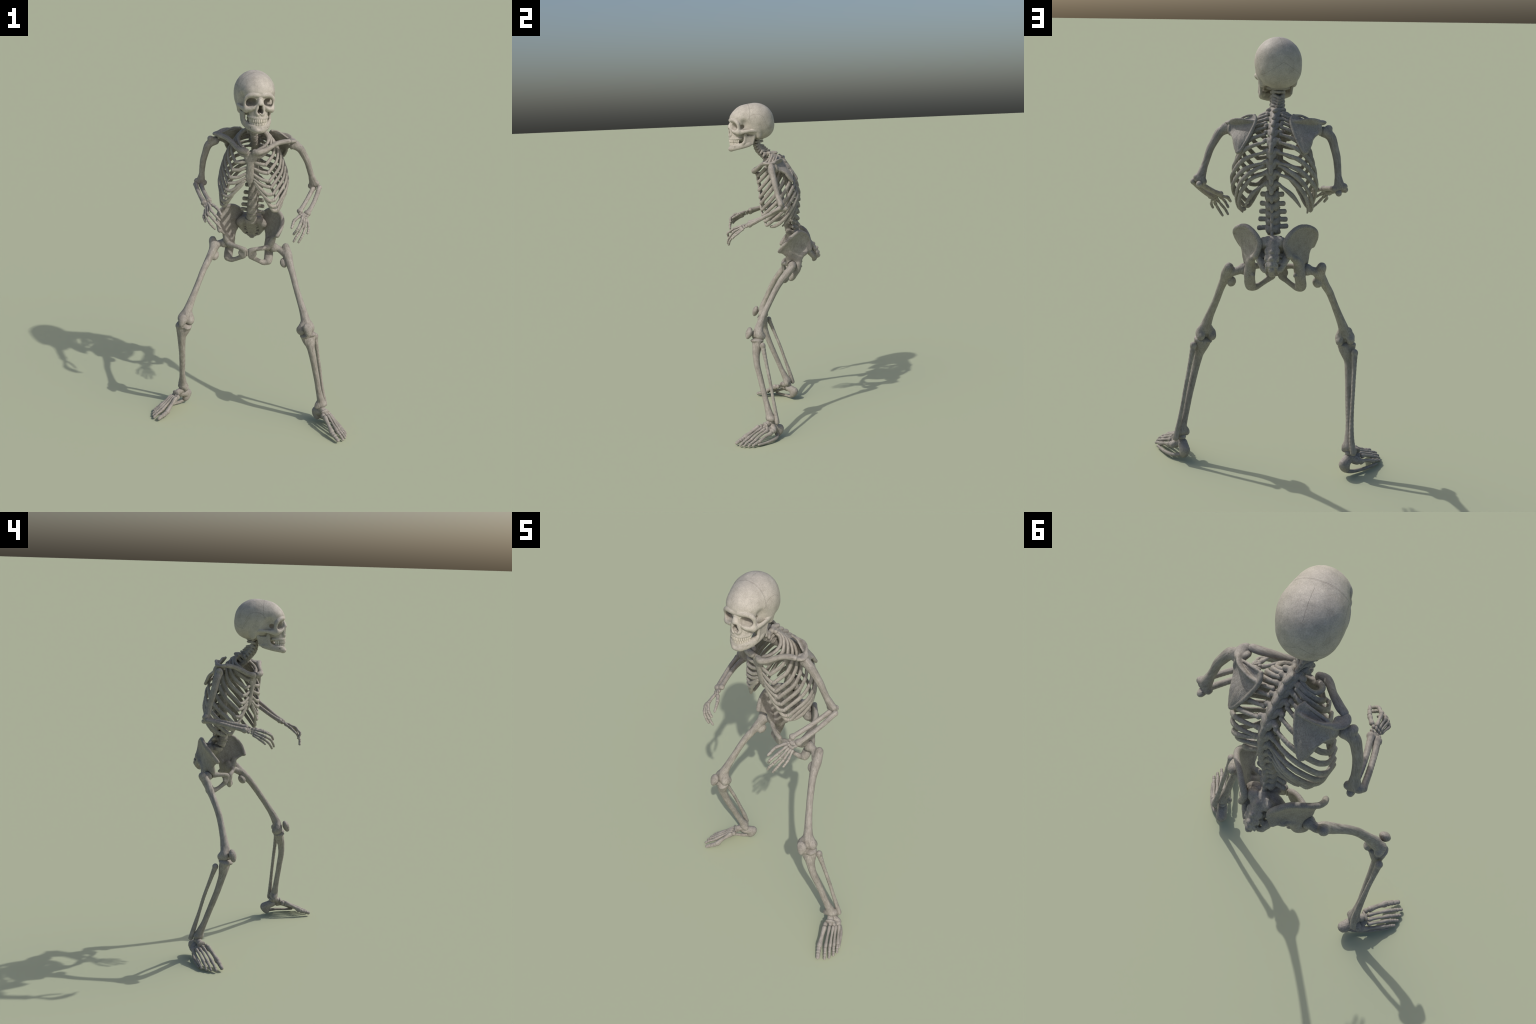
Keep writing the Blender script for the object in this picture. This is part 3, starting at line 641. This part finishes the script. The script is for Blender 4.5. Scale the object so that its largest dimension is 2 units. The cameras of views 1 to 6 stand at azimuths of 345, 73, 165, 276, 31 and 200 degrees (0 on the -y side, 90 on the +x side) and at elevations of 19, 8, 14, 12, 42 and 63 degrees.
# ---- pelvis -----------------------------------------------------------------------------------------
def pelvis():
    for s, _ in both:
        m = lambda *q: PEL.p(s*q[0], q[1], q[2])
        b = Bone('hip_bone', m(.115, 0, -.10), m(.125, 0, .2), PEL.R[0], .002)
        crest = spline([(.160, -.077, .093), (.176, -.050, .132), (.177, -.010, .172), (.152, .026, .198), (.115, .056, .204), (.080, .086, .182), (.056, .104, .140), (.070, .110, .090)], 8)
        neck = spline([(.136, -.030, .062), (.137, -.020, .055), (.134, -.008, .048), (.130, .004, .045), (.124, .018, .044), (.114, .034, .046), (.103, .052, .054), (.092, .076, .066)], 8)
        g = []; rr = []
        for j in range(len(crest)):
            a, c = neck[j], crest[j]; u = j/(len(crest)-1); nn = int(np.linalg.norm(c-a)/.0024)+2
            for t in np.linspace(0, 1, nn):
                q = a*(1-t)+c*t; q = q+V(.010, -.002, 0)*4*t*(1-t)*math.sin(math.pi*min(1, u*1.15))*(-.6 if u < .5 else -.4)
                g.append(m(*q)); rr.append(.0105-.0055*min(1, t*2.2)+.0035*max(0, (t-.7)/.3)+(.004*max(0, (u-.62)/.38)))
        b.sheet(g, rr, .001)
        b.tube([m(*q) for q in crest[::4]], [.0110, .0098, .0098, .0098, .0098, .0095, .0092, .0092, .0094, .0098, .0102, .0105, .0102, .0098, .0092][:len(crest[::4])], .004)
        # acetabulum block and socket
        b.ell(m(.110, .008, .013), (.025, .037, .041), PEL.R, .012)
        b.tube([m(.134, -.022, .060), m(.128, -.024, .040), m(.122, -.020, .02)], [.010, .013, .016], .010)
        b.tube([m(.096, .062, .060), m(.106, .040, .034), m(.108, .030, .0)], [.010, .016, .020], .010)
        # ischium: behind the socket, down to the tuber, forward along the ramus
        b.tube([m(.112, .030, .0), m(.112, .027, -.028), m(.114, .006, -.060), m(.113, -.012, -.084)], [(.020, .022), (.0185, .021), (.0175, .0215), (.0175, .020)], .008, PEL.R[1])
        b.tube([m(.098, .040, -.010), m(.090, .053, -.016)], [.010, .004], .006)
        b.tube([m(.110, -.010, -.085), m(.092, -.022, -.088), m(.064, -.038, -.076), m(.038, -.051, -.058), m(.018, -.059, -.045)], [(.0155, .013), (.0130, .010), (.0100, .0068), (.0120, .0070), (.0140, .009)], .006, V(0, 0, 1))
        # pubis
        b.tube([m(.112, -.024, .006), m(.085, -.044, .004), m(.055, -.058, .001), m(.030, -.063, -.005), m(.014, -.063, -.014)], [(.0160, .016), (.0108, .0100), (.0098, .0085), (.0105, .0088), (.014, .010)], .006, V(0, 0, 1))
        b.tube([m(.013, -.063, -.010), m(.013, -.061, -.042)], [.0085, .0085], .006)
        b.ell(m(.030, -.058, -.030), (.022, .0085, .022), PEL.R, .008)
        b.ell(m(.1405, -.003, .0), .0285, None, .003, True)
        b.build(M_BONE, root, 2, .0005, 1.5, 100, 33+s)
    b = Bone('pubic_joint', PEL.p(0, -.062, -.048), PEL.p(0, -.062, -.008), PEL.R[0], .0015)
    b.tube([PEL.p(0, -.062, -.012), PEL.p(0, -.061, -.042)], [(.0050, .0092)]*2, .003, PEL.R[0]); b.build(M_CART, root, 1, .0003)
    P = PEL.p; X = PEL.R[0]
    b = Bone('sacrum', P(0, .135, .0), P(0, .03, .14), X, .0018)
    b.tube([P(0, .030, .135), P(0, .050, .115), P(0, .085, .088), P(0, .116, .056), P(0, .136, .026), P(0, .130, .010)], [(.034, .020), (.036, .018), (.044, .018), (.042, .017), (.031, .014), (.018, .009)], .006, X)
    for s in (1, -1):
        b.tube([P(s*.022, .048, .140), P(s*.050, .052, .130), P(s*.068, .056, .110)], [.016, .017, .018], .010)
        b.tube([P(s*.022, .074, .158), P(s*.024, .086, .142)], [.010, .011], .006)
        b.tube([P(s*.058, .062, .110), P(s*.060, .090, .082), P(s*.048, .114, .056), P(s*.034, .132, .030)], [.015, .0145, .012, .010], .008)
        b.tube([P(s*.024, .090, .142), P(s*.023, .118, .110), P(s*.022, .140, .076), P(s*.018, .155, .040)], [.0085, .0085, .008, .0075], .006)
    for s in (1, -1): b.ell(P(s*.040, .082, .138), (.020, .020, .028), PEL.R, .010)
    b.drum(P(0, .012, .143), (X, unit(PEL.d(0, .9, .25)), unit(PEL.d(0, -.25, .9))), .034, .027, .012, .05, .004)
    b.tube([P(0, .062, .150), P(0, .095, .130), P(0, .122, .096), P(0, .145, .062), P(0, .158, .034)], [.018, .018, .017, .015, .012], .010)
    for y, z, r in ((.106, .147, .0095), (.138, .113, .0100), (.157, .086, .0095), (.166, .058, .0085), (.168, .036, .0075)):
        b.tube([P(0, y-.022, z-.008), P(0, y-.003, z)], [r*1.15, r*.9], .005)
    for s in (1, -1):
        for x, y, z in ((.033, .108, .124), (.034, .124, .094), (.028, .142, .064), (.018, .156, .034)):
            b.tube([P(s*x, y-.066, z-.075), P(s*x, y+.033, z+.037)], [.0062, .0062], .004, sub=True)
    for z0, y0 in ((.108, .056), (.080, .085), (.052, .108)):
        b.tube([P(-.03, y0-.014, z0-.015), P(.03, y0-.014, z0-.015)], [.0016]*2, .003, sub=True)
    for z0, y0 in ((.130, .122), (.100, .146), (.072, .160), (.047, .166)):
        b.tube([P(-.026, y0-.010, z0), P(0, y0+.004, z0+.002), P(.026, y0-.010, z0)], [.0018]*3, .003, sub=True)
    b.build(M_BONE, root, 2, .0008, 1, 110, 44)
pelvis()

# ---- legs -----------------------------------------------------------------------------------------
LEG = dict(
    L=dict(gt=(.222, .122, 1.002), lt=(.195, .090, .926), shaft=[(.223, .086, .963), (.230, .038, .916), (.239, -.001, .865), (.249, -.037, .811), (.261, -.072, .757), (.274, -.104, .703), (.284, -.129, .650)],
        lat=(.329, -.130, .622), med=(.239, -.147, .608), pat=(.279, -.188, .631), pl=(.333, -.143, .585), pm=(.257, -.150, .574),
        tib=[(.300, -.150, .556), (.313, -.160, .505), (.329, -.162, .440), (.349, -.152, .366), (.368, -.142, .293), (.386, -.131, .218), (.406, -.121, .150), (.412, -.116, .128)], medmal=(.384, -.123, .116),
        fib=[(.345, -.127, .556), (.368, -.116, .454), (.391, -.105, .348), (.413, -.096, .242), (.436, -.089, .140), (.443, -.087, .108)]),
    R=dict(gt=(-.168, .257, 1.016), lt=(-.150, .223, .937), shaft=[(-.163, .229, .978), (-.198, .199, .927), (-.233, .169, .876), (-.262, .142, .821), (-.289, .122, .764), (-.316, .105, .706), (-.337, .092, .655)],
        lat=(-.384, .099, .624), med=(-.303, .072, .612), pat=(-.369, .046, .627), pl=(-.391, .097, .586), pm=(-.317, .074, .574),
        tib=[(-.355, .088, .562), (-.361, .100, .506), (-.357, .121, .435), (-.351, .145, .363), (-.344, .174, .286), (-.337, .203, .209), (-.329, .228, .150), (-.327, .237, .130)], medmal=(-.309, .226, .113),
        fib=[(-.376, .139, .555), (-.365, .171, .466), (-.352, .202, .374), (-.340, .229, .280), (-.332, .256, .187), (-.335, .277, .115)]))
def legs():
    for s, k in both:
        g = {q: (V(*v) if isinstance(v, tuple) else [V(*p) for p in v]) for q, v in LEG[k].items()}
        hd = PEL.p(s*.1400, -.003, .0); ax = unit(g['lat']-g['med']); kn = (g['lat']+g['med'])/2
        b = Bone('femur', kn, g['shaft'][0], ax, .0019)
        dn = unit(kn-g['shaft'][-2]); fwd = unit(np.cross(dn, ax)*s); fwd = fwd if fwd@(g['pat']-kn) > 0 else -fwd
        b.ell(hd, .0262, None, .003)
        b.tube([hd, hd*.5+g['gt']*.5-V(0, 0, .013), g['shaft'][0]], [.0150, .0150, .0195], .008)
        b.ell(g['gt'], (.0185, .0185, .0215), None, .008)
        b.tube([g['gt'], g['shaft'][0]+unit(g['gt']-hd)*.006, g['shaft'][1]], [.017, .0185, .0150], .010)
        q = g['lt']*.8+g['shaft'][1]*.2; e = unit(g['shaft'][2]-g['shaft'][0]); b.tube([q-e*.016, q, q+e*.014], [.008, .0118, .008], .014)
        b.tube(g['shaft']+[kn], [.0205, .0178, .0160, .0154, .0160, .0185, .0235, .022], .006)
        bk = -fwd
        b.tube([g['shaft'][1]+bk*.006, g['shaft'][3]+bk*.007, g['shaft'][5]+bk*.005], [.008, .0085, .008], .005)
        for e, w in ((g['lat'], -1), (g['med'], 1)):
            c = e+ax*w*.018
            b.tube([g['shaft'][-1]-ax*w*.010, c], [.015, .019], .010)
            b.ell(c+bk*.006+dn*.003, (.0205, .0310, .0265), (ax, fwd, dn), .008)
            b.ell(c+bk*.019+dn*.005, (.0175, .020, .021), (ax, fwd, dn), .006)
        b.ell(kn+fwd*.009+dn*.002, (.025, .016, .021), (ax, fwd, dn), .008)
        b.tube([kn+bk*.030+dn*.020, kn+bk*.020-dn*.004], [.007, .006], .006, sub=True)
        b.build(M_LONG, root, 2, .0010, 10, 95, 21+s)
        c = Bone('patella', g['pat']-V(0, 0, .03), g['pat']+V(0, 0, .03), ax, .0016); u = unit(g['shaft'][-2]-g['pat']+V(0, 0, .12))
        c.ell(g['pat']+V(0, 0, .004), (.0245, .0170, .0300), (ax, np.cross(u, ax), u), .004); c.tube([g['pat'], g['pat']-u*.030], [.017, .008], .010)
        c.build(M_BONE, root, 2, .0006, 1, 120, 23+s)
        # tibia
        t = g['tib']; pax = unit(g['pl']-g['pm']); pm = (g['pl']+g['pm'])/2; dn = unit(t[2]-t[0]); fw = unit(np.cross(dn, pax)); fw = fw if fw@(g['pat']-kn) > 0 else -fw
        b = Bone('tibia', t[-1], t[0], pax, .0019)
        b.tube(t, [.0235, .0195, .0172, .0160, .0152, .0155, .0205, .0230], .005)
        b.tube([pm-pax*.024-dn*.002, pm, pm+pax*.024-dn*.002], [(.0125, .022), (.0125, .021), (.0125, .022)], .010, dn)
        b.ell(pm-pax*.020-dn*.001, (.0235, .0335, .0120), (pax, fw, dn), .006); b.ell(pm+pax*.020-dn*.001, (.0235, .0335, .0120), (pax, fw, dn), .006)
        b.tube([pm-pax*.020+dn*.012, t[1]], [.020, .014], .010); b.tube([pm+pax*.020+dn*.012, t[1]], [.020, .014], .010); b.tube([pm-fw*.014+dn*.012, t[1]], [.019, .014], .010)
        b.tube([pm+fw*.018+dn*.022, t[1]+fw*.010, t[2]+fw*.007, t[3]+fw*.005, t[4]+fw*.003], [.009, .0085, .007, .007, .007], .006)
        mm = g['medmal']; b.tube([t[-2]+(mm-t[-2])*.35, mm], [.018, .0125], .008)
        b.ell(t[-1], (.0245, .0245, .016), None, .008); b.tube([t[-1], t[-1]+(t[-1]-mm)*.55*V(1, 1, 0)], [.019, .015], .008)
        b.build(M_LONG, root, 2, .0010, 10, 95, 25+s)
        f = g['fib']; b = Bone('fibula', f[-1], f[0], (1, 0, 0), .0017)
        b.tube(f, [.0140, .0098, .0092, .0094, .0122, .0138], .003)
        b.ell(f[0]+V(0, 0, .004), (.0160, .0160, .0175), None, .006); b.build(M_LONG, root, 2, .0006, 10, 120, 27+s)
legs()

# ---- feet -----------------------------------------------------------------------------------------
FOOT = dict(
    L=dict(heel=(.404, -.064, .047), ankle=(.410, -.113, .108), mal=(.441, -.088, .100), nav=(.424, -.152, .096),
        mt=[(.410, -.190, .085), (.432, -.176, .084), (.449, -.165, .080), (.457, -.150, .072), (.466, -.130, .057)],
        mtp=[(.426, -.290, .035), (.458, -.280, .038), (.476, -.264, .034), (.491, -.247, .030), (.502, -.223, .024)],
        tip=[(.446, -.347, .015), (.479, -.332, .009), (.497, -.315, .009), (.509, -.290, .008), (.518, -.266, .010)],
        strut=[(.418, -.078, .026), (.452, -.096, .018), (.478, -.130, .015), (.497, -.180, .011), (.512, -.227, .011)]),
    R=dict(heel=(-.297, .271, .053), ankle=(-.331, .240, .108), mal=(-.335, .279, .109), nav=(-.368, .213, .098),
        mt=[(-.378, .172, .085), (-.383, .196, .081), (-.389, .215, .077), (-.394, .233, .073), (-.380, .254, .055)],
        mtp=[(-.445, .101, .032), (-.467, .130, .036), (-.474, .154, .034), (-.476, .175, .032), (-.469, .203, .026)],
        tip=[(-.498, .070, .015), (-.520, .098, .010), (-.521, .126, .009), (-.516, .153, .008), (-.508, .181, .011)],
        strut=[(-.312, .266, .020), (-.345, .257, .012), (-.395, .242, .009), (-.440, .222, .008), (-.482, .203, .008)]))
def feet():
    for s, k in both:
        f = {q: (V(*v) if isinstance(v, tuple) else [V(*p) for p in v]) for q, v in FOOT[k].items()}
        dr = unit((f['mtp'][1]-f['heel'])*V(1, 1, 0)); side = unit(np.cross(dr, [0, 0, 1]))*-s*-1
        lat = unit((f['mt'][4]-f['mt'][0])*V(1, 1, 0)); lat = unit(lat-(lat@dr)*dr); UP = V(0, 0, 1)
        an = f['ankle']
        b = Bone('foot', an, f['nav'], UP, .0015)             # talus, navicular, wedge bones and cuboid
        b.ell(an-UP*.004, (.020, .026, .0165), (lat, dr, UP), .003)
        b.tube([an-UP*.006, an+dr*.024-UP*.008, f['nav']-dr*.012], [.017, .0145, .0160], .004)
        nb = [f['mt'][i]*.62+f['nav']*.38+dr*(-.006) for i in range(4)]
        b.ell(f['nav']+dr*.004, (.026, .0085, .0155), (lat, dr, UP), .0008)
        for i, r in enumerate((.0125, .0105, .0105)): b.ell(f['mt'][i]-dr*.014-UP*.001, (r, .0125, r+.003), (lat, dr, UP), .0008)
        cb = f['mt'][3]*.5+f['mt'][4]*.5-dr*.018-UP*.002; b.ell(cb, (.0155, .0175, .0150), (lat, dr, UP), .0008)
        b.ell(f['nav']*.6+cb*.4-UP*.010, (.018, .020, .014), (lat, dr, UP), .004)
        foot = b.build(M_BONE, root, 1, .0006, 1, 150, 61+s)
        b = Bone('heel_bone', f['heel'], cb, UP, .0016)
        b.ell(f['heel'], (.0235, .0265, .0310), (lat, unit(dr+UP*.25), UP), .006)
        b.tube([f['heel']+UP*.010, an-UP*.030-dr*.004+lat*.004, cb-dr*.012], [.021, .0185, .0140], .010)
        b.tube([f['heel']+UP*.006-dr*.006, f['heel']-UP*.022+dr*.012], [.020, .016], .008)
        b.build(M_BONE, foot, 2, .0007, 1, 150, 63+s)
        RM = [(.0150, .0098, .0148), (.0105, .0066, .0098), (.0100, .0064, .0094), (.0100, .0064, .0092), (.0125, .0070, .0098)]
        RP = [(.0128, .0092, .0118), (.0088, .0058, .0070), (.0084, .0056, .0068), (.0080, .0054, .0066), (.0078, .0052, .0064)]
        for i in range(5):
            a, c = f['mt'][i], f['mtp'][i]; b = Bone('metatarsal', a, c, lat, .0014)
            d = unit(c-a); L = np.linalg.norm(c-a); r0, rm, r1 = RM[i]; arc = UP*.004
            p = [a+d*r0*.5, a+d*L*.3+arc, a+d*L*.7+arc*.7, c-d*r1*.6]
            b.tube(p, [(r0*1.15, r0*.85), (rm*1.1, rm), (rm*1.05, rm), (r1*1.1, r1)], .003, UP)
            b.build(M_LONG, foot, 1, .0005, 4, 170, 65+i)
            e = f['tip'][i]; d = unit(e-c); L = np.linalg.norm(e-c); cuts = [0, .54, 1.] if i == 0 else [0, .55, .78, 1.]
            arch = [c, c+d*L*.5+UP*(.004 if i else .001), e]; sp = spline(arch, 50); at = lambda u: sp[int(round(u*(len(sp)-1)))]
            r = RP[i]
            for j in range(len(cuts)-1):
                p0, p1 = at(cuts[j]), at(cuts[j+1]); b = Bone('toe_bone', p0, p1, lat, .0013)
                q = (1., .86, .8)[j]; end = r[2]*q if j < len(cuts)-2 else r[2]*.82
                digit(b, p0, p1, r[0]*q, r[1]*q*(1.05 if j else 1), end, .0006); b.build(M_LONG, foot, 1, .0005, 2, 180, 70+i)
        st = f['strut']; b = Bone('plantar_strut', st[0], st[-1], UP, .0014)
        b.tube(st, [.0085, .0085, .0078, .0068, .0062], .003); b.build(M_LONG, foot, 1, .0004, 4, 160, 76)
feet()
bpy.context.view_layer.update()
